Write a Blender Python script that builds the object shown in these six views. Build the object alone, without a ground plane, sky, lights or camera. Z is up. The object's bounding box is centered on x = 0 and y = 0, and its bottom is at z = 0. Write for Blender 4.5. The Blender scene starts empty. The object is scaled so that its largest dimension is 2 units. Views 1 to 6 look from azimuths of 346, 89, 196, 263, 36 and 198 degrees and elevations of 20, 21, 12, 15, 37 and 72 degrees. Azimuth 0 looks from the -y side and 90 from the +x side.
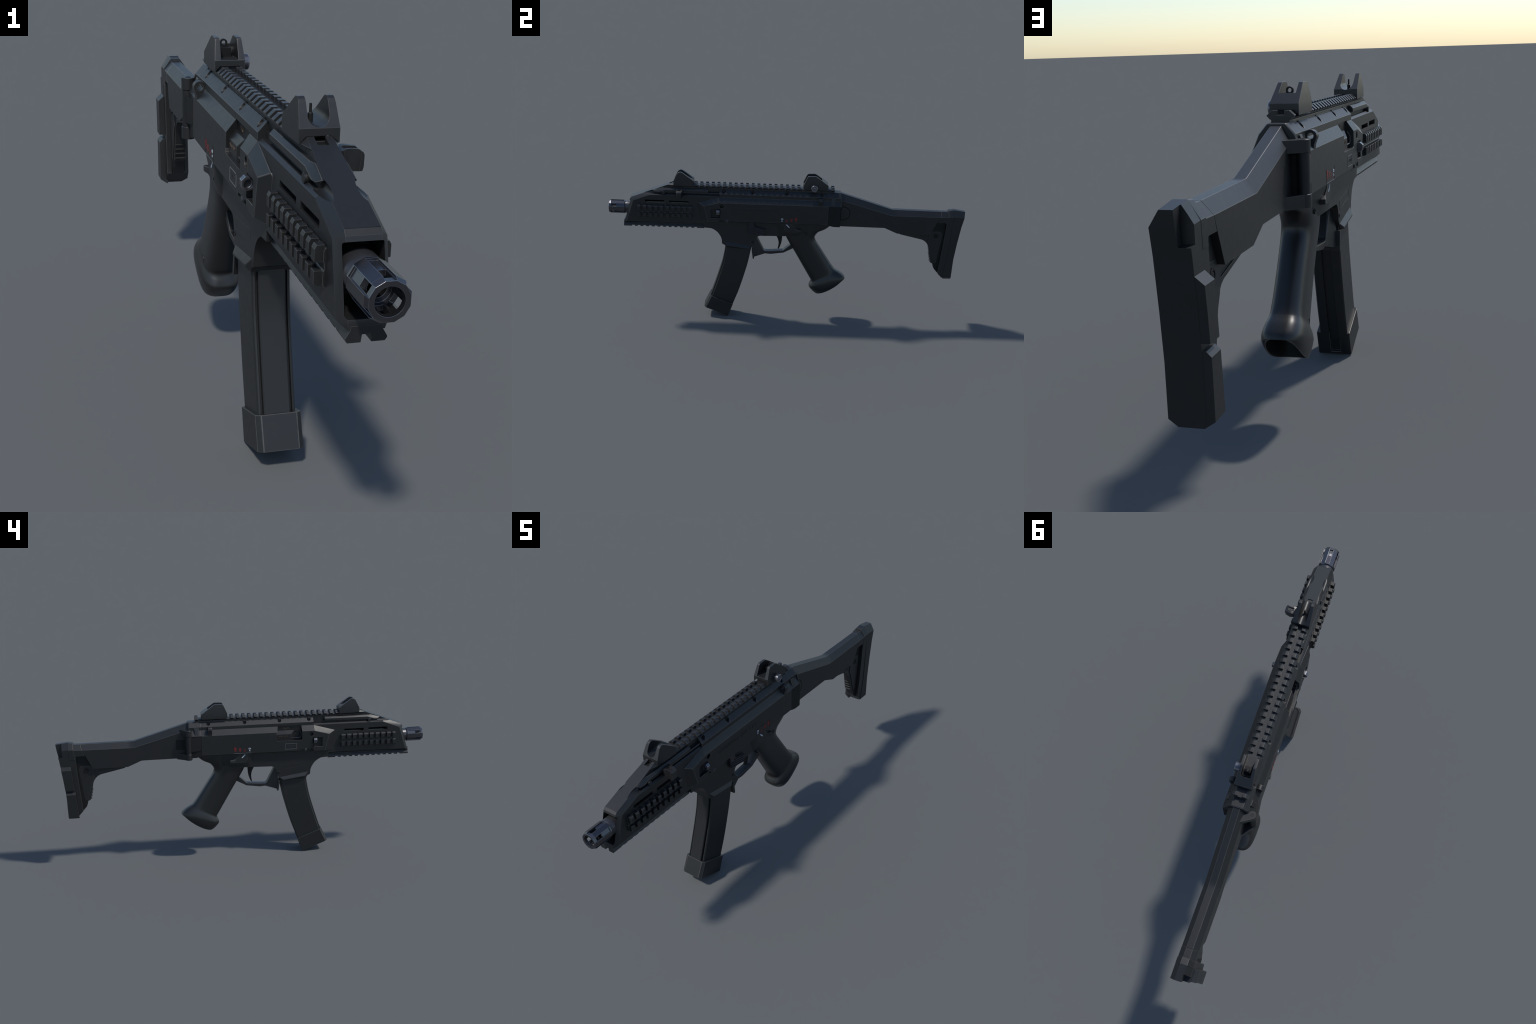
import bpy, bmesh, math
from mathutils import Vector, Matrix

CX = -0.0065                       # the gun's mid plane; everything below is measured from it

# ------------------------------------------------------------------ materials
def new_mat(name):
    m = bpy.data.materials.new(name); m.use_nodes = True
    nt = m.node_tree; nt.nodes.clear()
    out = nt.nodes.new('ShaderNodeOutputMaterial')
    b = nt.nodes.new('ShaderNodeBsdfPrincipled')
    nt.links.new(b.outputs[0], out.inputs[0])
    return m, nt, b

def finish(name, c0, c1, rough, metal=0.0, scale=22.0, bump=0.0, grain=420.0, spec=0.5, rvar=0.025):
    """mottled base colour, uneven gloss and a fine moulded grain"""
    m, nt, b = new_mat(name)
    N = nt.nodes.new; L = nt.links.new
    tc = N('ShaderNodeTexCoord')
    n1 = N('ShaderNodeTexNoise'); n1.inputs['Scale'].default_value = scale
    n1.inputs['Detail'].default_value = 6; n1.inputs['Roughness'].default_value = 0.65
    L(tc.outputs['Object'], n1.inputs['Vector'])
    cr = N('ShaderNodeValToRGB')
    cr.color_ramp.elements[0].position = 0.3; cr.color_ramp.elements[1].position = 0.72
    cr.color_ramp.elements[0].color = (*c0, 1); cr.color_ramp.elements[1].color = (*c1, 1)
    L(n1.outputs['Fac'], cr.inputs['Fac']); L(cr.outputs['Color'], b.inputs['Base Color'])
    n2 = N('ShaderNodeTexNoise'); n2.inputs['Scale'].default_value = scale * 3.1
    n2.inputs['Detail'].default_value = 5
    L(tc.outputs['Object'], n2.inputs['Vector'])
    mr = N('ShaderNodeMapRange')
    mr.inputs['From Min'].default_value = 0.3; mr.inputs['From Max'].default_value = 0.7
    mr.inputs['To Min'].default_value = rough - rvar; mr.inputs['To Max'].default_value = rough + rvar
    L(n2.outputs['Fac'], mr.inputs['Value']); L(mr.outputs[0], b.inputs['Roughness'])
    if bump > 0:
        n3 = N('ShaderNodeTexNoise'); n3.inputs['Scale'].default_value = grain
        L(tc.outputs['Object'], n3.inputs['Vector'])
        bp = N('ShaderNodeBump'); bp.inputs['Strength'].default_value = bump
        bp.inputs['Distance'].default_value = 0.001
        L(n3.outputs['Fac'], bp.inputs['Height']); L(bp.outputs[0], b.inputs['Normal'])
    b.inputs['Metallic'].default_value = metal
    b.inputs['Specular IOR Level'].default_value = spec
    return m

def plain(name, c, rough):
    m, nt, b = new_mat(name)
    b.inputs['Base Color'].default_value = (*c, 1); b.inputs['Roughness'].default_value = rough
    return m

POLY  = finish('black_polymer', (0.0118, 0.0123, 0.0130), (0.0135, 0.0140, 0.0147), 0.43, spec=0.46)
ALLOY = finish('anodised_alloy', (0.0125, 0.0129, 0.0137), (0.0145, 0.0149, 0.0157), 0.40)
RUBBER= finish('matt_rubber', (0.0040, 0.0040, 0.0042), (0.0052, 0.0052, 0.0055), 0.62, spec=0.35)
GRIPM = finish('smooth_grip_polymer', (0.0125, 0.0128, 0.0132), (0.0145, 0.0148, 0.0150), 0.36)
EDGE  = finish('pale_edges', (0.036, 0.035, 0.034), (0.066, 0.064, 0.061), 0.38, scale=60)
CATCHM= finish('highlight_tinted_alloy', (0.020, 0.020, 0.026), (0.028, 0.028, 0.034), 0.28, metal=0.3)  # base lightened and blued to paint in the ridge highlights
STEEL = finish('blued_steel', (0.100, 0.100, 0.110), (0.118, 0.118, 0.128), 0.26, metal=0.92, scale=8, rvar=0.01)
SEDGE = finish('bright_steel_edges', (0.30, 0.30, 0.32), (0.42, 0.42, 0.44), 0.24, metal=0.92, scale=30, rvar=0.01)
COLLAR= finish('dark_steel_collar', (0.052, 0.052, 0.058), (0.060, 0.060, 0.067), 0.36, metal=0.6, rvar=0.01)
NUBM  = finish('bare_steel', (0.11, 0.11, 0.125), (0.16, 0.16, 0.18), 0.32, metal=0.85)
PINM  = finish('grey_pin', (0.035, 0.036, 0.042), (0.05, 0.05, 0.058), 0.4, metal=0.3)
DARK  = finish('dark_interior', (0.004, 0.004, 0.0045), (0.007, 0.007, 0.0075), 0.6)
BOLTM = finish('phosphated_bolt', (0.016, 0.016, 0.017), (0.026, 0.025, 0.025), 0.38, metal=0.4)
LINE  = finish('lightened_relief_line', (0.110, 0.115, 0.122), (0.150, 0.156, 0.165), 0.4)  # paler colour for the thin lines of the serial frame and panel border
WHITE = plain('white_paint', (0.42, 0.46, 0.52), 0.5)
RED   = plain('red_paint', (0.19, 0.012, 0.012), 0.5)
TAN   = plain('worn_tan_print', (0.085, 0.055, 0.036), 0.6)

# ------------------------------------------------------------------ helpers
scene = bpy.context.scene
root = bpy.data.objects.new('submachine_gun', None)
root.location = (CX, 0, 0)
scene.collection.objects.link(root)
root['label'] = 'matte black compact submachine gun with folding stock and curved magazine'
root['category'] = 'gun'

ALL = []
def link(name, me, mat=None, parent=None, bevel=0.0, seg=2, smooth=35):
    ob = bpy.data.objects.new(name, me)
    scene.collection.objects.link(ob)
    ob.parent = parent if parent else root
    if mat is not None:
        me.materials.clear(); me.materials.append(mat)
    ob['_b'] = bevel; ob['_s'] = seg; ob['_a'] = smooth
    ALL.append(ob)
    return ob

def mesh(verts, faces):
    me = bpy.data.meshes.new('m')
    me.from_pydata([tuple(v) for v in verts], [], faces)
    bm = bmesh.new(); bm.from_mesh(me)
    bmesh.ops.remove_doubles(bm, verts=bm.verts, dist=1e-6)
    bmesh.ops.recalc_face_normals(bm, faces=bm.faces)
    bm.to_mesh(me); bm.free()
    return me

def loft(rings, closed_ends=True):
    n = len(rings[0]); v = [p for r in rings for p in r]; f = []
    for i in range(len(rings) - 1):
        for k in range(n):
            a = i * n + k; b = i * n + (k + 1) % n
            f.append((a, b, b + n, a + n))
    if closed_ends:
        f.append(tuple(range(n - 1, -1, -1)))
        f.append(tuple((len(rings) - 1) * n + k for k in range(n)))
    return mesh(v, f)

def prism_x(poly, x0, x1):
    return loft([[(x, y, z) for y, z in poly] for x in (x0, x1)])
def prism_y(poly, y0, y1):
    return loft([[(x, y, z) for x, z in poly] for y in (y0, y1)])
def sym(half):
    """close a half section (x>=0, listed from bottom to top) into a mirrored polygon"""
    return list(half) + [(-x, z) for x, z in reversed(half)]
def box(x0, x1, y0, y1, z0, z1):
    return prism_x([(y0, z0), (y1, z0), (y1, z1), (y0, z1)], x0, x1)

def hull(pts, mirror=False):
    pts = list(pts)
    if mirror: pts += [(-x, y, z) for x, y, z in pts]
    bm = bmesh.new()
    for p in dict.fromkeys(pts): bm.verts.new(p)
    r = bmesh.ops.convex_hull(bm, input=bm.verts)
    bmesh.ops.delete(bm, geom=[e for e in r['geom_interior'] if isinstance(e, bmesh.types.BMVert)], context='VERTS')
    bmesh.ops.dissolve_limit(bm, angle_limit=0.01, verts=bm.verts, edges=bm.edges)
    bmesh.ops.recalc_face_normals(bm, faces=bm.faces)
    me = bpy.data.meshes.new('m'); bm.to_mesh(me); bm.free()
    return me

def circle(r, n, ph=0.0):
    return [(r * math.cos(ph + 2 * math.pi * k / n), r * math.sin(ph + 2 * math.pi * k / n)) for k in range(n)]

def turn(axis, c, prof, n=32, ph=0.0):
    """lathe: prof = [(pos along axis, radius)]"""
    rings = []
    for t, r in prof:
        ring = []
        for a, b in circle(r, n, ph):
            if axis == 'x': ring.append((t, c[0] + a, c[1] + b))
            elif axis == 'y': ring.append((c[0] + a, t, c[1] + b))
            else: ring.append((c[0] + a, c[1] + b, t))
        rings.append(ring)
    return loft(rings)
def cyl(axis, c, r, a, b, n=32):
    return turn(axis, c, [(a, r), (b, r)], n)

def tube(path, r, n=8):
    """round bar along a polyline"""
    rings = []; P = [Vector(p) for p in path]
    for i, p in enumerate(P):
        t = (P[min(i + 1, len(P) - 1)] - P[max(i - 1, 0)]).normalized()
        u = t.cross(Vector((1, 0, 0)))
        if u.length < 1e-3: u = t.cross(Vector((0, 0, 1)))
        u.normalize(); w = t.cross(u)
        rings.append([tuple(p + u * a + w * b) for a, b in circle(r, n)])
    return loft(rings)

def joined(*meshes):
    bm = bmesh.new()
    for m in meshes: bm.from_mesh(m)
    me = bpy.data.meshes.new('m'); bm.to_mesh(me); bm.free()
    return me
def mirrored(me):
    m = me.copy(); m.transform(Matrix.Scale(-1, 4, Vector((1, 0, 0)))); m.flip_normals()
    return m
def both(me): return joined(me, mirrored(me))

def boolean(ob, meshes, op='DIFFERENCE'):
    for me in meshes:
        c = bpy.data.objects.new('cutter', me); scene.collection.objects.link(c); c.parent = root
        bpy.context.view_layer.update()
        md = ob.modifiers.new('b', 'BOOLEAN'); md.operation = op; md.object = c; md.solver = 'EXACT'
        bake(ob); bpy.data.objects.remove(c)
    return ob
def bake(ob):
    dg = bpy.context.evaluated_depsgraph_get(); dg.update()
    me = bpy.data.meshes.new_from_object(ob.evaluated_get(dg))
    mats = [m for m in ob.data.materials]
    idx = [p.material_index for p in me.polygons]
    ob.modifiers.clear(); ob.data = me
    me.materials.clear()
    for m in mats: me.materials.append(m)
    if len(mats) > 1:
        me.polygons.foreach_set('material_index', [min(i, len(mats) - 1) for i in idx]); me.update()

def smooth_path(pts, sub=5):
    """Catmull-Rom through tuples of any length"""
    out = []
    n = len(pts)
    for i in range(n - 1):
        p0 = pts[max(i - 1, 0)]; p1 = pts[i]; p2 = pts[i + 1]; p3 = pts[min(i + 2, n - 1)]
        for k in range(sub):
            t = k / sub
            out.append(tuple(0.5 * (2*b + (c-a)*t + (2*a-5*b+4*c-d)*t*t + (-a+3*b-3*c+d)*t**3)
                             for a, b, c, d in zip(p0, p1, p2, p3)))
    out.append(pts[-1])
    return out

def lettering(name, body, size, side, y, z, x, mat, depth=0.0006, parent=None, spacing=1.0):
    cu = bpy.data.curves.new(name, 'FONT'); cu.body = body; cu.size = size
    cu.extrude = depth; cu.align_x = 'CENTER'; cu.align_y = 'CENTER'; cu.resolution_u = 3
    cu.space_character = spacing
    t = bpy.data.objects.new('t', cu); scene.collection.objects.link(t)
    dg = bpy.context.evaluated_depsgraph_get(); dg.update()
    me = bpy.data.meshes.new_from_object(t.evaluated_get(dg)); bpy.data.objects.remove(t)
    if side < 0: M = Matrix(((0, 0, -1, -x), (-1, 0, 0, y), (0, 1, 0, z), (0, 0, 0, 1)))
    else:        M = Matrix(((0, 0, 1, x), (1, 0, 0, y), (0, 1, 0, z), (0, 0, 0, 1)))
    me.transform(M)
    return link(name, me, mat, parent)

def frame_rect(name, corners, x, side, mat, w=0.0016, h=0.0008):
    """thin raised rectangle outline on a flat side"""
    parts = []
    n = len(corners)
    for i in range(n):
        a = Vector(corners[i]); b = Vector(corners[(i + 1) % n]); d = (b - a).normalized(); q = Vector((-d[1], d[0])) * w / 2
        a2 = a - d * w / 2; b2 = b + d * w / 2
        parts.append(prism_x([tuple(a2 - q), tuple(b2 - q), tuple(b2 + q), tuple(a2 + q)], side * (x - 0.002), side * (x + h + 0.0001 * (i % 2))))
    return link(name, joined(*parts), mat)

# ------------------------------------------------------------------ upper receiver
YF, YR = -0.382, 0.229
SIDE, COVER = 0.065, 0.0455
sect = [(0.060, 0.579), (SIDE, 0.584), (SIDE, 0.690), (COVER, 0.7175), (COVER, 0.7355), (0.026, 0.757), (0.0235, 0.757), (0.0235, 0.764)]
receiver = link('upper_receiver', prism_y(sym(sect), YF, YR), POLY, bevel=0.0011)
PORT = [(-0.186, 0.7205), (-0.179, 0.690), (-0.174, 0.676), (-0.173, 0.652), (-0.176, 0.645), (-0.182, 0.6415), (-0.309, 0.6415),
        (-0.315, 0.644), (-0.317, 0.650), (-0.3165, 0.690), (-0.315, 0.7205)]
cuts = [prism_x(PORT, -0.09, -0.020)]
SCREW_Y = (-0.358, -0.197, -0.007, 0.188)
for y in SCREW_Y:
    cuts.append(cyl('x', (y, 0.7505), 0.0105, 0.0245, 0.09, 24)); cuts.append(cyl('x', (y, 0.7505), 0.0105, -0.09, -0.0245, 24))
for s in (-1, 1):
    lo, hi = sorted((s * 0.048, s * 0.09))
    cuts.append(cyl('x', (-0.367, 0.673), 0.0112, lo, hi, 24))
    cuts.append(cyl('x', (-0.367, 0.583), 0.0112, lo, hi, 24))
    # stepped slot for the take-down pin
# shallow panel left of the sling lug and pin slot
cuts.append(prism_x([(-0.293, 0.570), (-0.301, 0.590), (-0.343, 0.594), (-0.352, 0.588), (-0.352, 0.570)], -0.09, -0.0585))
boolean(receiver, cuts)

# screws seated in the cover holes
scr = turn('x', (0, 0), [(0.020, 0.0085), (0.0275, 0.0085), (0.0290, 0.0070), (0.0290, 0.0042), (0.0262, 0.0040)], 20)
for y in SCREW_Y:
    for s in (-1, 1):
        o = link('cover_screw', scr, DARK, receiver); o.location = (0, y, 0.7505)
        if s < 0: o.rotation_euler = (0, 0, math.pi)
pinm = turn('x', (0, 0), [(0.045, 0.010), (0.0535, 0.010), (0.0545, 0.009)], 20)
for z in (0.673, 0.583):
    for s in (-1, 1):
        o = link('take_down_pin', pinm, DARK, receiver); o.location = (0, -0.367, z)
        if s < 0: o.rotation_euler = (0, 0, math.pi)
nub = turn('x', (-0.3365, 0.586), [(0.05, 0.0088), (0.0655, 0.0088), (0.0668, 0.0076)], 20)
link('retaining_pin', nub, PINM, receiver)
nubl = turn('x', (-0.335, 0.586), [(-0.05, 0.0075), (-0.0635, 0.0075), (-0.0655, 0.005)], 20)
link('retaining_pin', nubl, PINM, receiver)

# bolt inside the ejection port
bolt = hull([(-0.058, -0.170, 0.640), (-0.058, -0.255, 0.640), (-0.058, -0.170, 0.676), (-0.058, -0.255, 0.676),
             (-0.046, -0.170, 0.6955), (-0.046, -0.275, 0.6955), (-0.02, -0.170, 0.6955), (-0.02, -0.275, 0.6955),
             (-0.044, -0.275, 0.640), (-0.02, -0.275, 0.640), (-0.02, -0.17, 0.64)])
link('bolt_carrier', bolt, BOLTM, receiver, bevel=0.0015)
link('bolt_top', box(-0.040, -0.015, -0.320, -0.165, 0.690, 0.7205), BOLTM, receiver)
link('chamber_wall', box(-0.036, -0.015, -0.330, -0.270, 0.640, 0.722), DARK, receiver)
link('extractor_bar', tube([(-0.054, -0.234, 0.642), (-0.054, -0.236, 0.650), (-0.054, -0.241, 0.654), (-0.054, -0.305, 0.655), (-0.054, -0.312, 0.661), (-0.054, -0.3135, 0.674), (-0.047, -0.307, 0.690)], 0.0022), PINM, receiver)
lettering('bolt_lettering', '9x19', 0.017, -1, -0.231, 0.7065, 0.0402, TAN, parent=receiver)
lettering('bolt_lettering', '9mm  9x19', 0.011, -1, -0.214, 0.6655, 0.0583, TAN, parent=receiver)

# serial box, marking plates and lettering
frame_rect('serial_frame', [(-0.2235, 0.595), (-0.2845, 0.595), (-0.2845, 0.6245), (-0.2235, 0.6245)], SIDE, -1, LINE)
lettering('serial_lettering', 'C471200', 0.0135, -1, -0.254, 0.610, SIDE, PINM, 0.0005, spacing=0.95)
link('maker_panel', prism_x([(-0.315, 0.667), (-0.326, 0.6425), (-0.046, 0.6425), (-0.037, 0.667)], 0.06, SIDE + 0.0011), POLY, receiver, bevel=0.0006)
lettering('maker_lettering', 'SCORPION EVO 3 A1', 0.0225, 1, -0.165, 0.6547, SIDE + 0.0011, POLY, 0.0010, spacing=1.2)
link('maker_badge', joined(turn('x', (-0.298, 0.655), [(0.06, 0.0085), (SIDE + 0.0020, 0.0085), (SIDE + 0.0020, 0.0065), (SIDE + 0.0012, 0.0065)], 20)), POLY, receiver)
for s in (-1, 1):
    frame_rect('selector_panel', [(0.058, 0.586), (-0.038, 0.586), (-0.038, 0.622), (0.058, 0.622)], SIDE, s, POLY, 0.001, 0.0005)
    if s < 0: link('panel_pale_strip', prism_x([(0.058, 0.5845), (-0.038, 0.5845), (-0.038, 0.5862), (0.058, 0.5862)], -SIDE - 0.0008, -SIDE + 0.001), LINE, receiver)
    x0, x1 = s * (SIDE - 0.001), s * (SIDE + 0.0006)
    ring = []
    outer = [(-0.029 + 0.0068 * math.cos(a), 0.609 + 0.0044 * math.sin(a)) for a in [2 * math.pi * k / 20 for k in range(20)]]
    inner = [(-0.029 + 0.0038 * math.cos(a), 0.609 + 0.0019 * math.sin(a)) for a in [2 * math.pi * k / 20 for k in range(20)]]
    v = [(x1, *p) for p in outer] + [(x1, *p) for p in inner] + [(x0, *p) for p in outer] + [(x0, *p) for p in inner]
    f = []
    for k in range(20):
        j = (k + 1) % 20
        f += [(k, j, 20 + j, 20 + k), (40 + k, 40 + j, j, k), (20 + k, 20 + j, 60 + j, 60 + k), (40 + k, 60 + k, 60 + j, 40 + j)]
    link('safe_symbol', mesh(v, f), WHITE, receiver)
    link('safe_dot', cyl('x', (-0.029, 0.5975), 0.0035, x0, x1, 16), WHITE, receiver)
    for y, n in ((-0.003, 1), (0.0235, 3), (0.049, 5)):
        link('fire_mode_dot', cyl('x', (y, 0.597), 0.0035, x0, x1, 16), RED, receiver)
        parts = []
        for i in range(n):
            z = 0.6025 + i * 0.0034
            parts.append(box(min(x0, x1), max(x0, x1), y - 0.0058, y + 0.0058, z, z + (0.0022 if n == 1 else 0.0029)))
        link('fire_mode_symbol', joined(*parts), RED, receiver)

# sling loops at the rear of the shoulders
def sling(s):
    pts = []
    for k in range(0, 25):
        a = math.radians(-35 + 250 * k / 24)
        pts.append((0.0565 + 0.0165 * math.cos(a), 0.7205 + 0.0165 * math.sin(a)))
    poly = [(0.0655, 0.689), (0.0660, 0.700)] + pts + [(0.040, 0.7105), (0.040, 0.689)]
    poly = [(s * x, z) for x, z in poly]
    o = link('sling_loop', prism_y(poly, 0.171, 0.192), POLY, bevel=0.0012)
    boolean(o, [cyl('y', (s * 0.0565, 0.7215), 0.0078, 0.15, 0.21, 24)])
sling(-1); sling(1)

# ------------------------------------------------------------------ end cap and hinge plate
cap_half = [(0.030, 0.690), (SIDE, 0.690), (COVER, 0.7165), (COVER, 0.7355), (0.0265, 0.757), (0.024, 0.7605)]
capo = link('receiver_end_cap', prism_y(sym(cap_half), YR + 0.0008, 0.292), POLY, bevel=0.001)
boolean(capo, [])
link('cap_rim', hull([(x * 1.0, 0.292, z) for x, z in cap_half] + [(x - 0.0025, 0.298, z - 0.001) for x, z in cap_half], True), POLY, capo, bevel=0.0008)
link('hinge_plate', hull([(SIDE - 0.0005, YR + 0.001, 0.689), (SIDE - 0.0005, YR + 0.001, 0.579), (SIDE - 0.0005, 0.296, 0.6885), (SIDE - 0.0005, 0.296, 0.572),
                          (SIDE - 0.0005, 0.26, 0.572)], True), RUBBER, bevel=0.0012)
for s in (-1, 1):
    link('latch_tab', hull([(s * x, y, z) for x, y, z in ((0.0555, 0.241, 0.7035), (0.0555, 0.263, 0.7035), (0.0485, 0.241, 0.7305), (0.0485, 0.265, 0.7305),
                            (0.062, 0.243, 0.6965), (0.062, 0.262, 0.6965), (0.04, 0.241, 0.7), (0.04, 0.265, 0.7), (0.044, 0.241, 0.7305), (0.044, 0.265, 0.7305))]), POLY, capo, bevel=0.0008)

# ------------------------------------------------------------------ top rail
rail_half = [(0.0232, 0.745), (0.0232, 0.7655), (0.0280, 0.7688), (0.0300, 0.7700), (0.0208, 0.7772)]
rail = link('top_rail', prism_y(sym(rail_half), -0.636, 0.258), ALLOY, bevel=0.0007)
tooth_sec = [(0.0095, 0.7745), (0.0095, 0.7882), (0.0222, 0.7882), (0.0345, 0.7768), (0.0345, 0.7752), (0.0265, 0.7678), (0.020, 0.7685)]
PITCH = 0.0319
tm = prism_y(tooth_sec, -0.0081, 0.0081)
t0 = link('rail_tooth', tm, ALLOY, rail, bevel=0.0007); t0.location = (0, 0.0585, 0)
TEETH = [t0]
for k in [-6] + list(range(0, 19)):
    y = 0.0585 - PITCH * k - (0.001 if k == -6 else 0)
    for s in (0, 1):
        if k == 0 and s == 0: continue
        o = t0.copy(); scene.collection.objects.link(o); o.location = (0, y, 0)
        if s: o.rotation_euler = (0, 0, math.pi)
        TEETH.append(o)

# ------------------------------------------------------------------ handguard
HG = 0.045
hg_main = [(0.028, 0.553), (HG, 0.561), (HG, 0.718), (0.0375, 0.7238)]
handguard = link('handguard', prism_y(sym(hg_main), -0.770, -0.384), POLY, bevel=0.0014)
front = hull([(HG, -0.767, 0.561), (HG, -0.767, 0.718), (0.0375, -0.770, 0.7238), (0.030, -0.767, 0.553), (HG, -0.862, 0.6815), (HG, -0.896, 0.561),
              (0.0300, -0.800, 0.7255), (0.0300, -0.872, 0.6987), (0.0300, -0.880, 0.690), (0.0300, -0.883, 0.682), (0.0305, -0.914, 0.561), (0.0300, -0.915, 0.548)], True)
boolean(handguard, [front], 'UNION')
boolean(handguard, [hull([(0.0226, -0.6385, 0.7862), (0.0250, -0.700, 0.7633), (0.0292, -0.790, 0.7298), (0.0300, -0.8715, 0.6994),
                          (0.0226, -0.6385, 0.715), (0.028, -0.85, 0.70)], True),
                    box(-0.0231, 0.0231, -0.645, -0.3835, 0.700, 0.764)], 'UNION')
c = []
# the open front with rounded corners, and hollow inside
op = []
for cx_, cz_, a0 in ((0.0285, 0.5715, -90), (0.0285, 0.6755, 0), (-0.0285, 0.6755, 90), (-0.0285, 0.5715, 180)):
    for k in range(5):
        a = math.radians(a0 + 22.5 * k); op.append((cx_ + 0.006 * math.cos(a), cz_ + 0.006 * math.sin(a)))
c.append(prism_y(op, -0.95, -0.535))
for s in (-1, 1):
    lo, hi = sorted((s * 0.030, s * 0.08))
    for ya, yb, za, zb in ((-0.552, -0.662, 0.6735, 0.6875), (-0.6875, -0.796, 0.6735, 0.6895)):
        if s > 0: c.append(prism_x([(ya, za), (yb + 0.003, za), (yb, za + 0.003), (yb, zb), (ya - 0.001, zb)], -0.08, 0.08))
    # scoops where the charging slot runs out of the sloping top
    c.append(turn('y', (s * 0.0345, 0.7335), [(-0.86, 0.0125), (-0.735, 0.0125)], 28))
c.append(hull([(0.009, -0.60, 0.79), (-0.009, -0.60, 0.79), (0.0105, -0.663, 0.79), (-0.0105, -0.663, 0.79), (0.009, -0.60, 0.772), (-0.009, -0.60, 0.772), (0.0105, -0.663, 0.7735), (-0.0105, -0.663, 0.7735)]))
boolean(handguard, c)
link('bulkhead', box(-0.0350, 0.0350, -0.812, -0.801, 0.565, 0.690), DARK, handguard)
# bevelled shoulders of the rail end, beside the ramp
for s in (-1, 1):
    link('ramp_shoulder', hull([(s * x, y, z) for x, y, z in ((0.0222, -0.636, 0.7860), (0.0335, -0.636, 0.7752), (0.0335, -0.640, 0.7745), (0.0222, -0.640, 0.7850),
                               (0.0240, -0.672, 0.7735), (0.0225, -0.672, 0.768), (0.026, -0.636, 0.768), (0.0225, -0.636, 0.768))]), POLY, handguard, bevel=0.0006)

# flared nose joining handguard and receiver
link('handguard_nose', hull([(SIDE - 0.0002, YF - 0.001, 0.579), (SIDE - 0.0002, YF - 0.001, 0.690), (COVER - 0.0003, YF - 0.001, 0.7175), (SIDE - 0.0002, -0.466, 0.6685), (SIDE - 0.0002, -0.442, 0.579),
                             (0.0480, -0.499, 0.6850), (0.0448, -0.503, 0.6780), (0.0448, -0.488, 0.577), (0.040, -0.40, 0.573)], True), POLY, handguard, bevel=0.0014)
nose = ALL[-1]
pc = []
for s in (-1, 1):
    lo, hi = sorted((s * 0.046, s * 0.09))
    pc.append(prism_x([(-0.428, 0.601), (-0.36, 0.601), (-0.36, 0.6535), (-0.428, 0.653)], lo, hi))
boolean(nose, pc)
boolean(receiver, [p for p in (prism_x([(-0.428, 0.601), (-0.3735, 0.601), (-0.3735, 0.6535), (-0.428, 0.653)], -0.09, -0.046),
                               prism_x([(-0.428, 0.601), (-0.3735, 0.601), (-0.3735, 0.6535), (-0.428, 0.653)], 0.046, 0.09))])
# loop nut in each pocket
for s in (-1, 1):
    cx_ = s * 0.0655
    poly = [(cx_ + dx, 0.6355 + dz) for dx, dz in [(-0.0065, 0.0150), (0.0065, 0.0150), (0.0145, 0.0075), (0.0145, -0.003), (0.0125, -0.009), (0.0075, -0.0135), (0, -0.015),
                                                   (-0.0075, -0.0135), (-0.0125, -0.009), (-0.0145, -0.003), (-0.0145, 0.0075)]]
    o = link('sling_nut', prism_y(poly, -0.396, -0.379), NUBM, bevel=0.001)
    boolean(o, [cyl('y', (cx_, 0.6345), 0.0098, -0.42, -0.3845, 24)])

# guide boxes above the charging slot
for s in (-1, 1):
    o = link('guide_box', hull([(s * x, y, z) for x, y, z in (
        (0.0385, -0.446, 0.7372), (0.0385, -0.446, 0.7486), (0.0305, -0.446, 0.7568), (0.020, -0.446, 0.7568), (0.020, -0.446, 0.7372),
        (0.0385, -0.683, 0.7482), (0.0385, -0.724, 0.7345), (0.0305, -0.686, 0.7568), (0.026, -0.704, 0.7568), (0.020, -0.70, 0.7568),
        (0.0365, -0.738, 0.7345), (0.029, -0.7535, 0.7418), (0.020, -0.7535, 0.7418), (0.020, -0.74, 0.7345), (0.03, -0.745, 0.7345))]), POLY, handguard, bevel=0.0009)
    link('guide_pin', turn('x', (-0.6925, 0.7300), [(s * 0.020, 0.0095), (s * 0.0425, 0.0095), (s * 0.0435, 0.0085)], 24), POLY, handguard)
link('guide_rod', cyl('y', (0.0335, 0.7335), 0.0045, -0.60, -0.380, 16), CATCHM, handguard)
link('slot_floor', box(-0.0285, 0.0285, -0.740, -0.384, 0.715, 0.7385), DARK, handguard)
link('inner_ledge', both(box(0.0225, 0.0348, -0.800, -0.546, 0.660, 0.6735)), POLY, handguard)

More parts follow.
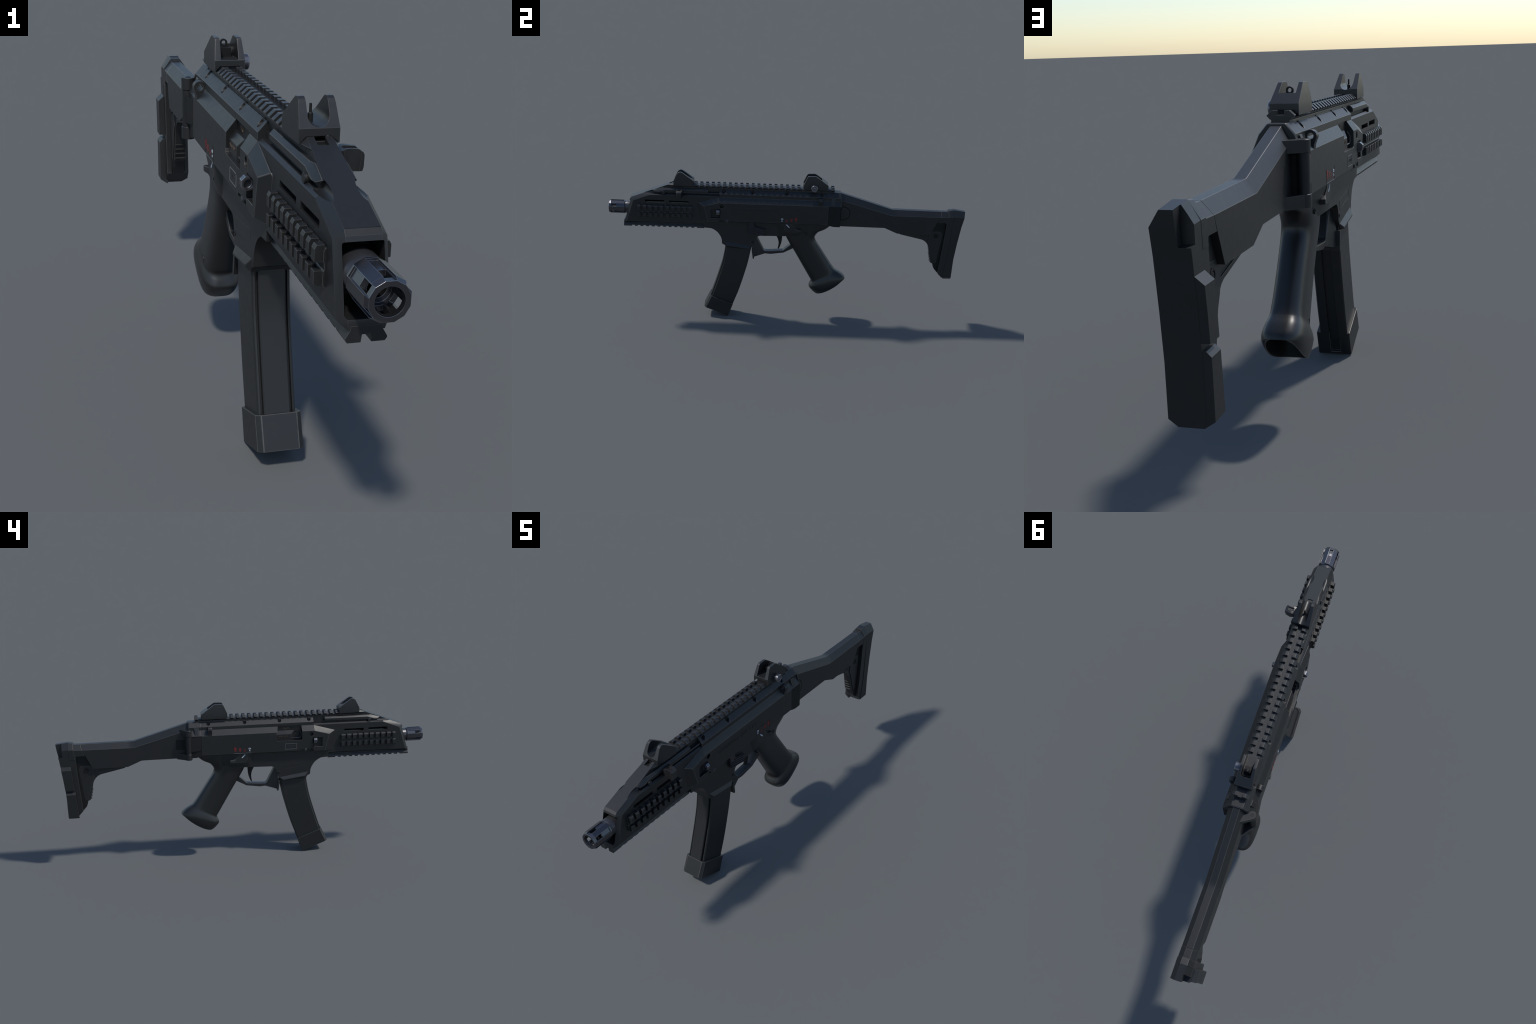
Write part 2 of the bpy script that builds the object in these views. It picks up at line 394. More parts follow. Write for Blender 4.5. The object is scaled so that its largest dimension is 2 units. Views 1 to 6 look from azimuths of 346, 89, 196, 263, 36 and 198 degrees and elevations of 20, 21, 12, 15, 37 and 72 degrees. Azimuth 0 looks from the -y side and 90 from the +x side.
# side accessory rails
for s in (-1, 1):
    base = prism_y([(s * x, z) for x, z in ((0.044, 0.589), (0.0475, 0.592), (0.0500, 0.596), (0.0500, 0.618), (0.0480, 0.620), (0.0480, 0.632), (0.0500, 0.634), (0.0500, 0.652), (0.0475, 0.6570), (0.044, 0.6585))], -0.8395, -0.530)
    link('side_rail', base, POLY, handguard, bevel=0.0008)
up_sec = [(0.047, 0.6335), (0.0635, 0.6335), (0.0640, 0.6355), (0.0640, 0.6555), (0.0605, 0.6620), (0.047, 0.6622)]
lo_sec = [(0.050, 0.5915), (0.0595, 0.5935), (0.0640, 0.5975), (0.0640, 0.6175), (0.0635, 0.6190), (0.050, 0.6190)]
SIDE_TEETH = []
for sec in (up_sec, lo_sec):
    for s in (-1, 1):
        o0 = link('side_rail_tooth', prism_y([(s * x, z) for x, z in sec], -0.0084, 0.0084), POLY, handguard, bevel=0.0005)
        o0.location = (0, -0.542, 0)
        SIDE_TEETH.append(o0)
        for k in range(1, 10):
            o = o0.copy(); scene.collection.objects.link(o); o.location = (0, -0.542 - 0.0317 * k, 0)
            o['_src'] = o0.name
            SIDE_TEETH.append(o)

# lower accessory rail
brail = link('lower_rail', prism_y(sym([(0.0310, 0.5275), (0.0346, 0.5330), (0.0346, 0.5350), (0.0262, 0.5495), (0.0262, 0.5560)]), -0.9155, -0.4645), POLY, bevel=0.0009)
bc = [prism_y([(-0.0095, 0.52), (0.0095, 0.52), (0.0070, 0.541), (-0.0070, 0.541)], -0.96, -0.47)]
for k in range(12):
    y = -0.871 + 0.0318 * k
    bc.append(box(-0.05, 0.05, y, y + 0.0158, 0.51, 0.5340))
boolean(brail, bc)

# ------------------------------------------------------------------ barrel and flash hider
BZ = 0.630
link('barrel', turn('y', (0, BZ), [(-0.790, 0.030), (-0.862, 0.030), (-0.864, 0.0348), (-0.904, 0.0348), (-0.908, 0.033), (-0.913, 0.030), (-0.913, 0.0158), (-0.800, 0.0158)], 48), COLLAR, smooth=30)
link('barrel_shroud', turn('y', (0, BZ), [(-0.545, 0.030), (-0.545, 0.0330), (-0.872, 0.0330)], 40), ALLOY, ALL[-1], smooth=30)
c12 = 1 / math.cos(math.pi / 12)
hid = link('flash_hider', turn('y', (0, BZ), [(-0.9095, 0.0345 * c12), (-0.912, 0.0366 * c12), (-0.9895, 0.0366 * c12), (-0.9995, 0.0322 * c12)], 12, math.pi / 12), STEEL, bevel=0.0006, smooth=12)
hc = [cyl('y', (0, BZ), 0.0240, -1.02, -0.946, 28), cyl('y', (0, BZ), 0.0158, -1.02, -0.905, 28)]
for k in range(6):
    a = math.radians(90 + 60 * k)
    R = Matrix.Translation((0, 0, BZ)) @ Matrix.Rotation(-(a - math.pi / 2), 4, 'Y')
    m1 = box(-0.0094, 0.0094, -1.02, -0.9165, 0.0325, 0.06); m1.transform(R); hc.append(m1)
    m2 = box(-0.0074, 0.0074, -0.9868, -0.9560, 0.012, 0.06); m2.transform(R); hc.append(m2)
boolean(hid, hc)

# ------------------------------------------------------------------ front sight
fp = [(-0.527, 0.772), (-0.527, 0.803), (-0.590, 0.8465), (-0.597, 0.8498), (-0.605, 0.8500), (-0.612, 0.8465), (-0.618, 0.840), (-0.638, 0.800), (-0.638, 0.774)]
def sight_body(name, prof, zmid, wtop):
    z1 = max(z for y, z in prof)
    def w(z): return 0.037 if z <= zmid else 0.037 - (0.037 - wtop) * (z - zmid) / (z1 - zmid)
    return link(name, hull([(w(z), y, z) for y, z in prof], True), ALLOY, bevel=0.0012)
fs = sight_body('front_sight', fp, 0.8035, 0.0325)
U = [(-0.0205, 0.90), (-0.0198, 0.8215)] + [(-0.0198 * math.cos(a), 0.8215 - 0.0205 * math.sin(a)) for a in [math.pi * k / 20 for k in range(1, 20)]] + [(0.0198, 0.8215), (0.0205, 0.90)]
notch = prism_y([(-0.034, 0.765), (0.034, 0.765), (0.034, 0.7760), (0.0237, 0.7868), (-0.0237, 0.7868), (-0.034, 0.7760)], -0.70, -0.40)
boolean(fs, [prism_y(U, -0.70, -0.45), notch])
link('under_sight_dark_block', box(-0.0225, 0.0225, -0.610, -0.530, 0.772, 0.7863), DARK, fs)  # black block modelled as the dark gap between rail and sight
link('sight_post', turn('z', (0, -0.580), [(0.800, 0.0048), (0.8145, 0.0048), (0.8165, 0.0026), (0.832, 0.0024)], 16), DARK, fs)

# ------------------------------------------------------------------ rear sight
rp = [(0.084, 0.774), (0.084, 0.801), (0.103, 0.8445), (0.1065, 0.849), (0.111, 0.851), (0.145, 0.852), (0.151, 0.851), (0.157, 0.8475), (0.221, 0.8025), (0.221, 0.774)]
rs = sight_body('rear_sight', rp, 0.802, 0.0320)
boolean(rs, [prism_x([(0.05, 0.801), (0.176, 0.801), (0.187, 0.818), (0.187, 0.90), (0.05, 0.90)], -0.0210, 0.0210),
             prism_y([(-0.0345, 0.765), (0.0345, 0.765), (0.0345, 0.7760), (0.0237, 0.7872), (-0.0237, 0.7872), (-0.0345, 0.7760)], 0.05, 0.30)])
link('under_sight_dark_block', box(-0.0225, 0.0225, 0.090, 0.214, 0.772, 0.7869), DARK, rs)
link('aperture_block', box(-0.0145, 0.0145, 0.138, 0.166, 0.8005, 0.8225), RUBBER, rs, bevel=0.0008)
ap = link('aperture', prism_y([(-0.013, 0.8215), (0.013, 0.8215), (0.0125, 0.8245), (0.0085, 0.8265)] + [(0.0092 * math.cos(a), 0.8320 + 0.0092 * math.sin(a)) for a in [math.radians(-10 + 200 * k / 14) for k in range(15)]] + [(-0.0085, 0.8265), (-0.0125, 0.8245)], 0.1565, 0.1655), RUBBER, rs, bevel=0.0005)
boolean(ap, [cyl('y', (0, 0.8320), 0.0052, 0.14, 0.18, 20)])
link('windage_knob', turn('x', (0.1435, 0.7870), [(0.030, 0.0165), (0.0385, 0.0165), (0.0385, 0.0192), (0.0565, 0.0192), (0.0585, 0.0175), (0.0585, 0.0125), (0.0565, 0.0120), (0.0565, 0.0050), (0.0580, 0.0045)], 32), NUBM, rs, bevel=0.0005)

# ------------------------------------------------------------------ charging handle (right side)
ch = link('charging_handle', hull([(0.030, -0.612, 0.728), (0.030, -0.612, 0.742), (0.030, -0.590, 0.728), (0.030, -0.590, 0.742),
          (0.042, -0.617, 0.742), (0.043, -0.583, 0.742), (0.043, -0.583, 0.756), (0.047, -0.621, 0.754),
          (0.060, -0.6225, 0.7565), (0.080, -0.6215, 0.7555), (0.0885, -0.6195, 0.750), (0.092, -0.617, 0.744), (0.092, -0.592, 0.744), (0.090, -0.590, 0.752), (0.080, -0.587, 0.7565), (0.060, -0.584, 0.758),
          (0.0915, -0.617, 0.722), (0.089, -0.618, 0.715), (0.068, -0.6205, 0.7145), (0.0885, -0.594, 0.715), (0.068, -0.588, 0.7145), (0.052, -0.618, 0.728), (0.052, -0.586, 0.728)]), ALLOY, bevel=0.0018)
boolean(ch, [box(0.054, 0.080, -0.612, -0.596, 0.752, 0.78), cyl('z', (0.070, -0.648), 0.032, 0.70, 0.78, 40)])

# ------------------------------------------------------------------ lower receiver
LW = 0.0445
low = [(-0.4640, 0.581), (0.056, 0.581), (0.056, 0.502), (-0.148, 0.498), (-0.160, 0.495), (-0.170, 0.485), (-0.175, 0.470), (-0.178, 0.446), (-0.192, 0.430),
       (-0.206, 0.4145), (-0.341, 0.4250), (-0.346, 0.4360), (-0.3615, 0.4440), (-0.3645, 0.4710), (-0.3700, 0.4850), (-0.3770, 0.4970), (-0.3860, 0.5090), (-0.3970, 0.5190),
       (-0.4100, 0.5275), (-0.4240, 0.5335), (-0.4640, 0.5365)]
lower = link('lower_receiver', prism_x(low, -LW, LW), POLY, bevel=0.0022)
boolean(lower, [hull([(LW, -0.349, 0.458), (LW, -0.1935, 0.4345), (0.0545, -0.330, 0.4385), (0.0545, -0.211, 0.4220), (0.0545, -0.331, 0.4345), (0.0545, -0.2105, 0.418),
                      (0.0440, -0.341, 0.4245), (0.044, -0.206, 0.4145), (0.03, -0.345, 0.455), (0.03, -0.1945, 0.4345)], True)], 'UNION')
# swelling that carries the selector
link('selector_boss', hull([(LW - 0.001, -0.060, 0.578), (LW - 0.001, -0.046, 0.502), (0.0600, -0.030, 0.578), (0.0575, -0.018, 0.578), (0.0575, -0.016, 0.535), (0.0500, -0.016, 0.503), (0.0560, 0.060, 0.578), (0.0530, 0.060, 0.540), (0.0455, 0.050, 0.503),
                            (0.0430, 0.130, 0.578), (0.0430, 0.130, 0.530), (0.0430, 0.070, 0.500)], True), POLY, lower, bevel=0.0012)
link('lower_receiver_rib', box(-0.0405, 0.0405, -0.30, 0.225, 0.560, 0.5805), POLY, lower)
frame_rect('lettering_frame', [(-0.195, 0.501), (-0.330, 0.5175), (-0.330, 0.4930), (-0.199, 0.4755)], LW, -1, PINM, 0.0011, 0.0006)
pin = turn('x', (0, 0), [(0.040, 0.0085), (LW + 0.0008, 0.0085), (LW + 0.0016, 0.0075), (LW + 0.0016, 0.0045), (LW - 0.001, 0.0042)], 20)
for y, z, sc in ((0.1105, 0.5225, 1.0), (-0.188, 0.460, 0.75)):
    for s in (-1, 1):
        o = link('frame_pin', pin, RUBBER, lower); o.location = (0, y, z); o.scale = (1, sc, sc)
        if s < 0: o.rotation_euler = (0, 0, math.pi)

# selector levers
sel = [(0.079, 0.534), (0.078, 0.5475), (0.066, 0.5475), (0.050, 0.553), (0.036, 0.565), (0.024, 0.577), (0.012, 0.583), (-0.002, 0.582), (-0.012, 0.573), (-0.0165, 0.558), (-0.014, 0.543), (-0.004, 0.532), (0.012, 0.528), (0.050, 0.530)]
for s in (-1, 1):
    lo, hi = sorted((s * 0.036, s * 0.0592))
    so = link('selector_lever', prism_x(sel, lo, hi), POLY, bevel=0.0015)
    link('selector_thumb_pad', hull([(s * x, y, z) for x, y, z in ((0.049, 0.040, 0.531), (0.049, 0.079, 0.533), (0.049, 0.079, 0.5478), (0.049, 0.046, 0.553), (0.0655, 0.066, 0.534), (0.0655, 0.079, 0.534), (0.0655, 0.079, 0.5475), (0.0635, 0.064, 0.5475), (0.058, 0.040, 0.55), (0.058, 0.040, 0.533))]), POLY, so, bevel=0.0015)
    d = Vector((0.016, -0.016)).normalized(); q = Vector((-d[1], d[0])) * 0.0026
    a = Vector((-0.003, 0.5745)); b = Vector((0.013, 0.5585))
    lo, hi = sorted((s * 0.045, s * 0.0599))
    link('selector_mark', prism_x([tuple(a - q), tuple(a - d * 0.002), tuple(a + q), tuple(b + q), tuple(b + d * 0.002), tuple(b - q)], lo, hi), WHITE, so)

# bolt catch with grip ridges on the right
bcatch = link('bolt_catch', prism_x([(-0.217, 0.578), (-0.186, 0.578), (-0.183, 0.560), (-0.177, 0.553), (-0.119, 0.540), (-0.122, 0.509), (-0.201, 0.507), (-0.2165, 0.527)], 0.040, 0.0580), CATCHM, bevel=0.001)
for i in range(4):
    z0 = 0.549 - i * 0.0105
    link('catch_ridge', prism_x([(-0.213, z0 + 0.005 + 0.0), (-0.1215, z0 - 0.011), (-0.1225, z0 - 0.0145), (-0.213, z0 + 0.0015)] if i else [(-0.184, z0 + 0.001), (-0.1215, z0 - 0.011), (-0.1225, z0 - 0.0145), (-0.190, z0 - 0.002)], 0.050, 0.0612), CATCHM, bcatch, bevel=0.0008)

# trigger, guard, magazine catch
link('trigger', prism_x([(-0.020, 0.510), (-0.0225, 0.484), (-0.0235, 0.462), (-0.0270, 0.442), (-0.0330, 0.423), (-0.0385, 0.411), (-0.0455, 0.4085),
                         (-0.0425, 0.424), (-0.0405, 0.441), (-0.0420, 0.455), (-0.0470, 0.472), (-0.0555, 0.488), (-0.062, 0.510)], -0.0085, 0.0085), RUBBER, bevel=0.0025, seg=3)
link('trigger_guard', prism_x([(-0.122, 0.383), (-0.086, 0.3800), (-0.012, 0.3905), (0.060, 0.4290), (0.060, 0.468), (0.026, 0.4400), (-0.015, 0.4040), (-0.095, 0.3975), (-0.118, 0.3975), (-0.128, 0.4060)], -0.0185, 0.0185), POLY, bevel=0.0018)
mc = link('magazine_catch', hull([(0.014, -0.1780, 0.505), (0.014, -0.1690, 0.478), (0.015, -0.1670, 0.471), (0.0165, -0.1340, 0.4110), (0.0175, -0.1210, 0.3940), (0.0185, -0.1180, 0.3820),
                                  (0.022, -0.182, 0.505), (0.036, -0.1860, 0.4200), (0.036, -0.1800, 0.3660)], True), POLY, bevel=0.0012)
link('catch_paddle', prism_x([(-0.1935, 0.4160), (-0.1925, 0.4050), (-0.1855, 0.3585), (-0.1785, 0.3585), (-0.1780, 0.3680), (-0.1830, 0.4160)], -0.0472, 0.0472), POLY, mc, bevel=0.0010)
for s in (-1, 1):
    for i in range(7):
        t = 0.06 + 0.88 * i / 6
        top = Vector((s * 0.0150, -0.169, 0.474)).lerp(Vector((s * 0.0225, -0.180, 0.488)), t)
        mid = Vector((s * 0.0168, -0.148, 0.4320)).lerp(Vector((s * 0.0320, -0.1845, 0.440)), t)
        bot = Vector((s * 0.0186, -0.122, 0.3850)).lerp(Vector((s * 0.0350, -0.1790, 0.3690)), t)
        link('catch_rib', tube([top, mid, bot], 0.0014, 6), CATCHM, mc)

# ------------------------------------------------------------------ pistol grip
# (front y, front z, back y, back z, half width)
gs = [(-0.014, 0.577, 0.262, 0.5770, 0.0440), (-0.014, 0.545, 0.226, 0.5445, 0.0440), (-0.010, 0.512, 0.185, 0.5250, 0.0440), (0.000, 0.485, 0.165, 0.5000, 0.0438), (0.013, 0.461, 0.1635, 0.4820, 0.0434),
      (0.027, 0.438, 0.173, 0.4610, 0.0428), (0.052, 0.398, 0.197, 0.4255, 0.0420), (0.087, 0.339, 0.2345, 0.3690, 0.0422), (0.122, 0.280, 0.268, 0.3200, 0.0435), (0.147, 0.238, 0.2850, 0.2990, 0.0448), (0.1545, 0.223, 0.2960, 0.2910, 0.0465),
      (0.1480, 0.207, 0.3180, 0.2790, 0.0520), (0.1430, 0.190, 0.3400, 0.2620, 0.0560), (0.1500, 0.178, 0.3480, 0.2480, 0.0555), (0.1670, 0.160, 0.3475, 0.2475, 0.0520), (0.1820, 0.1490, 0.3445, 0.2480, 0.0470)]
rings = []
NP = 40
def grip_ring(fy, fz, by, bz, hw, n=3.0, inset=0.0):
    d = Vector((by - fy, bz - fz)); ring = []
    for k in range(NP):
        a = 2 * math.pi * k / NP
        ca, sa = math.cos(a), math.sin(a)
        e = 2.0 / n
        u = math.copysign(abs(ca) ** e, ca); w = math.copysign(abs(sa) ** e, sa)
        L = d.length
        u = u * (1 - 2 * inset / L)
        s = 0.5 - 0.5 * u
        sag = 0.0
        ring.append((w * (hw - inset), fy + d[0] * s, fz + d[1] * s + sag))
    return ring
for g in smooth_path(gs, 4): rings.append(grip_ring(*g))
last = gs[-1]
def belly(ring, depth):
    """bottom rim dips in the middle of its length"""
    ys = [p[1] for p in ring]; y0, y1 = min(ys), max(ys)
    return [(x, y, z - depth * 4 * (y - y0) * (y1 - y) / (y1 - y0) ** 2) for x, y, z in ring]
for i, dp in enumerate((0.0165, 0.0155, 0.0135, 0.0115, 0.009, 0.008, 0.006, 0.004, 0.002)): rings[-1 - i] = belly(rings[-1 - i], dp)
rings.append(belly(grip_ring(*last, inset=0.0042), 0.0155))
rings.append(belly(grip_ring(0.160, 0.185, 0.325, 0.262, 0.0500, inset=0.0055), 0.010))
rings.append(grip_ring(0.150, 0.235, 0.278, 0.297, 0.040, inset=0.006))
for r in rings: r[:] = [(x + 0.0012, y, z) for x, y, z in r]
link('pistol_grip', loft(rings), GRIPM, smooth=50)
grip = ALL[-1]
for s in (-1, 1):
    link('grip_emblem', turn('x', (0.2045, 0.253), [(s * 0.030, 0.0115), (s * 0.0442, 0.0115), (s * 0.0442, 0.0098), (s * 0.0425, 0.0098)], 24), GRIPM, grip)

# ------------------------------------------------------------------ magazine
ms = [(-0.3370, 0.470, -0.1880, 0.455), (-0.3425, 0.424, -0.1990, 0.408), (-0.3500, 0.372, -0.2105, 0.345), (-0.3610, 0.319, -0.2260, 0.280), (-0.3860, 0.232, -0.2580, 0.168), (-0.4100, 0.155, -0.2860, 0.090), (-0.4270, 0.104, -0.3000, 0.050)]
def mag_ring(fy, fz, by, bz):
    f = Vector((fy, fz)); b = Vector((by, bz)); d = (b - f); L = d.length; d /= L
    half = [(0.0, 0.0), (0.0, 0.0265), (0.0025, 0.0295), (0.0150, 0.0300), (0.0150, 0.0345), (0.0075, 0.0355), (0.0085, 0.0395), (0.0125, 0.0425),
            (L - 0.003, 0.0425), (L, 0.0395), (L, 0.0150), (L - 0.007, 0.0145), (L - 0.007, 0.0)]
    pts = [(x, *(f + d * s)) for s, x in half] + [(-x, *(f + d * s)) for s, x in reversed(half[1:-1])]
    return pts
mag = link('magazine', loft([[(x + 0.0015, y, z) for x, y, z in mag_ring(*m)] for m in smooth_path(ms, 6)]), POLY, smooth=30)
mb = link('magazine_base', loft([[(x * 1.06 + 0.0035, *Vector((y, z))) for x, y, z in r] for r in (
    [(sx, ty + k * (by_ - ty), tz + k * (bz_ - tz)) for sx, ty, tz, by_, bz_ in (
        (-0.0375, -0.4245, 0.1265, -0.4572, 0.0532), (0.0375, -0.4245, 0.1265, -0.4572, 0.0532), (0.0485, -0.4145, 0.1225, -0.4465, 0.0495), (0.0485, -0.2910, 0.0760, -0.3180, 0.0002),
        (-0.0485, -0.2910, 0.0760, -0.3180, 0.0002), (-0.0485, -0.4145, 0.1225, -0.4465, 0.0495))] for k in (0.0, 1.0))]), POLY, mag, bevel=0.0016)
boolean(mb, [prism_x([(-0.278, 0.10), (-0.3005, 0.10), (-0.3240, 0.012), (-0.300, 0.003)], -0.0145, 0.0145)])

# ------------------------------------------------------------------ stock hinge (left side)
hx, hy = -0.0640, 0.2985
hinge = link('hinge_barrel', turn('z', (hx, hy), [(0.592, 0.0158), (0.6965, 0.0158)], 28), DARK)
for za, zb, tip in ((0.693, 0.7245, 0.344), (0.563, 0.5955, 0.362)):
    link('hinge_knuckle', turn('z', (hx, hy), [(za, 0.0165), (za + 0.0015, 0.018), (zb - 0.0015, 0.018), (zb, 0.0165)], 32), POLY, hinge, smooth=40)
    link('hinge_screw', turn('z', (hx, hy), [(zb - 0.002, 0.0065), (zb + 0.0006, 0.0065), (zb + 0.0006, 0.0040), (zb - 0.001, 0.0038)], 18), RUBBER, hinge)
    e = 0.0004
    xi = -0.024 if za > 0.6 else -0.034
    link('hinge_leaf', prism_x([(0, 0), (1, 0), (1, 1)], 0, 1) if False else hull([(x, y, z) for z in (za + e, zb - e) for x, y in ((hx, hy - 0.0175), (hx + 0.006, hy - 0.0168), (xi, 0.3085), (xi, tip), (hx - 0.002, hy + 0.0178), (hx - 0.006, hy + 0.0166))]), POLY, hinge, bevel=0.0008)
link('hinge_block', hull([(-0.0650, YR + 0.0015, 0.6135), (-0.0660, YR + 0.0015, 0.6135), (-0.0660, YR + 0.0015, 0.6805), (-0.060, YR + 0.0015, 0.6805), (-0.0745, 0.285, 0.6075), (-0.0760, 0.294, 0.6090), (-0.0760, 0.294, 0.6755), (-0.0745, 0.285, 0.6775),
                         (-0.050, 0.300, 0.6075), (-0.050, 0.300, 0.6775)]), RUBBER, hinge, bevel=0.001)

# ------------------------------------------------------------------ stock arm
def arm_ring(ty, tz, sy, sz, ly, lz):
    return [(-0.0135, ty, tz), (0.0135, ty, tz), (0.0355, sy, sz), (0.0355, ly, lz), (-0.0355, ly, lz), (-0.0355, sy, sz)]
arm = link('stock_arm', loft([arm_ring(0.2985, 0.7555, 0.2985, 0.7200, 0.2985, 0.5680), arm_ring(0.589, 0.6702, 0.589, 0.6395, 0.551, 0.5665),
                              arm_ring(0.622, 0.6698, 0.622, 0.6395, 0.625, 0.5355), arm_ring(0.8670, 0.6675, 0.8610, 0.6395, 0.8105, 0.5360)]), POLY, bevel=0.0010)
link('release_button', prism_x([(0.2985, 0.603)] + [(0.312 + 0.042 * math.cos(a), 0.645 + 0.042 * math.sin(a)) for a in [math.radians(-80 + 160 * k / 16) for k in range(17)]] + [(0.2985, 0.687)], 0.030, 0.0368), RUBBER, arm, bevel=0.0012)
link('release_button_face', prism_x([(0.3005, 0.611)] + [(0.312 + 0.033 * math.cos(a), 0.645 + 0.033 * math.sin(a)) for a in [math.radians(-85 + 170 * k / 16) for k in range(17)]] + [(0.3005, 0.679)], 0.030, 0.0376), POLY, arm, bevel=0.0012)
link('hinge_plate_inset', prism_x([(0.318, 0.613), (0.365, 0.615), (0.365, 0.671), (0.318, 0.669)], -0.0362, -0.03), RUBBER, arm, bevel=0.0008)

# ------------------------------------------------------------------ butt
BW = 0.0358
def butt_half(s, hw):
    return hw
# front frame of the butt: head, column
head = link('butt_frame', loft([
    [(-0.0135, 0.8685, 0.6675), (0.0135, 0.8685, 0.6675), (BW, 0.8625, 0.6400), (BW, 0.8485, 0.6075), (-BW, 0.8485, 0.6075), (-BW, 0.8625, 0.6400)],
    [(-0.0135, 0.9075, 0.6678), (0.0135, 0.9075, 0.6678), (BW, 0.9095, 0.6410), (BW, 0.9005, 0.6075), (-BW, 0.9005, 0.6075), (-BW, 0.9095, 0.6410)]]), POLY, bevel=0.001)
link('butt_step', loft([
    [(-0.0145, 0.9070, 0.6755), (0.0145, 0.9070, 0.6755), (BW + 0.0012, 0.9080, 0.6440), (BW + 0.0012, 0.9000, 0.59), (-BW - 0.0012, 0.9000, 0.59), (-BW - 0.0012, 0.9080, 0.6440)],
    [(-0.0145, 0.9345, 0.6790), (0.0145, 0.9345, 0.6790), (BW + 0.0012, 0.9345, 0.6440), (BW + 0.0012, 0.930, 0.59), (-BW - 0.0012, 0.930, 0.59), (-BW - 0.0012, 0.9345, 0.6440)]]), POLY, head, bevel=0.001)
link('butt_column', prism_x([(0.8875, 0.612), (0.8955, 0.606), (0.8985, 0.596), (0.8910, 0.482), (0.8760, 0.312), (0.8745, 0.305), (0.9010, 0.276), (0.9040, 0.282), (0.9200, 0.387), (0.9330, 0.615)], -BW + 0.0003, BW - 0.0003), POLY, head, bevel=0.0012)
# recoil pad: right half full height, left side with lug, gap and lower block
pad = [(0.9345, 0.6430), (0.9955, 0.6400), (0.9840, 0.5870), (0.9680, 0.4850), (0.9570, 0.3690), (0.9550, 0.2790), (0.9015, 0.2790), (0.9200, 0.3870)]
padc = [(0.9120, 0.2645), (0.9545, 0.2645)]
pado = link('recoil_pad', hull([], False) if False else loft([
    [(-BW - 0.0005, 0.9015, 0.2790), (BW + 0.0015, 0.9015, 0.2790), (BW + 0.0015, 0.9550, 0.2790), (-BW - 0.0005, 0.9550, 0.2790)],
    [(-BW - 0.0005, 0.9200, 0.3870), (BW + 0.0013, 0.9200, 0.3870), (BW + 0.0013, 0.9580, 0.3870), (-BW - 0.0005, 0.9580, 0.3870)],
    [(-BW - 0.0005, 0.9262, 0.4850), (BW + 0.0010, 0.9262, 0.4850), (BW + 0.0010, 0.9690, 0.4850), (-BW - 0.0005, 0.9690, 0.4850)],
    [(-BW - 0.0005, 0.9315, 0.5870), (BW + 0.0005, 0.9315, 0.5870), (BW + 0.0005, 0.9840, 0.5870), (-BW - 0.0005, 0.9840, 0.5870)],
    [(-BW - 0.0005, 0.9350, 0.6430), (BW + 0.0005, 0.9350, 0.6430), (BW + 0.0005, 0.9955, 0.6400), (-BW - 0.0005, 0.9955, 0.6400)],
    [(-0.0140, 0.9350, 0.6798), (0.0140, 0.9350, 0.6798), (0.0150, 0.9995, 0.6715), (-0.0150, 0.9995, 0.6715)]]), POLY, bevel=0.001)
boolean(pado, [hull([(-0.0330, 0.9130, 0.2645), (0.0185, 0.9130, 0.2645), (-0.0330, 0.9545, 0.2645), (0.0185, 0.9545, 0.2645), (-BW - 0.0005, 0.9016, 0.2792), (BW + 0.0015, 0.9016, 0.2792), (BW + 0.0015, 0.955, 0.2792), (-BW - 0.0005, 0.955, 0.2792),
                     (-BW, 0.905, 0.29), (BW, 0.905, 0.29), (BW, 0.95, 0.29), (-BW, 0.95, 0.29)])], 'UNION')
boolean(pado, [hull([(-0.0105, 1.02, 0.72), (-0.0105, 1.02, 0.600), (-0.06, 1.02, 0.72), (-0.06, 1.02, 0.600), (-0.0125, 0.9690, 0.72), (-0.0125, 0.9670, 0.6065), (-0.06, 0.9690, 0.72), (-0.06, 0.9670, 0.6065)])])
def rear_y(z):
    P = [(0.26, 0.9545), (0.279, 0.955), (0.387, 0.958), (0.485, 0.969), (0.587, 0.984), (0.64, 0.9955)]
    for (a, b), (c_, d) in zip(P, P[1:]):
        if a <= z <= c_: return b + (d - b) * (z - a) / (c_ - a)
def front_y(z):
    P = [(0.26, 0.896), (0.279, 0.899), (0.402, 0.9093), (0.426, 0.9129), (0.555, 0.926), (0.587, 0.930)]
    for (a, b), (c_, d) in zip(P, P[1:]):
        if a <= z <= c_: return b + (d - b) * (z - a) / (c_ - a)
OUT = -0.0538
def lug(zs):
    """zs: list of (z, x outer) from bottom to top"""
    v = []
    for z, xo in zs:
        v.append([(-0.030, front_y(z), z), (-0.030, rear_y(z) - 0.0004, z), (xo, rear_y(z) - 0.0004, z), (xo, front_y(z), z)])
    return loft(v)
link('cheek_lug', joined(lug([(0.4265, -0.0362), (0.4270, OUT), (0.485, OUT), (0.5365, OUT), (0.5525, -0.0362)])), POLY, pado, bevel=0.0009)
link('cheek_lug', joined(lug([(0.2650, -0.0332), (0.2788, OUT), (0.387, OUT), (0.4020, OUT), (0.4125, -0.0440), (0.4128, -0.0362)])), POLY, pado, bevel=0.0009)

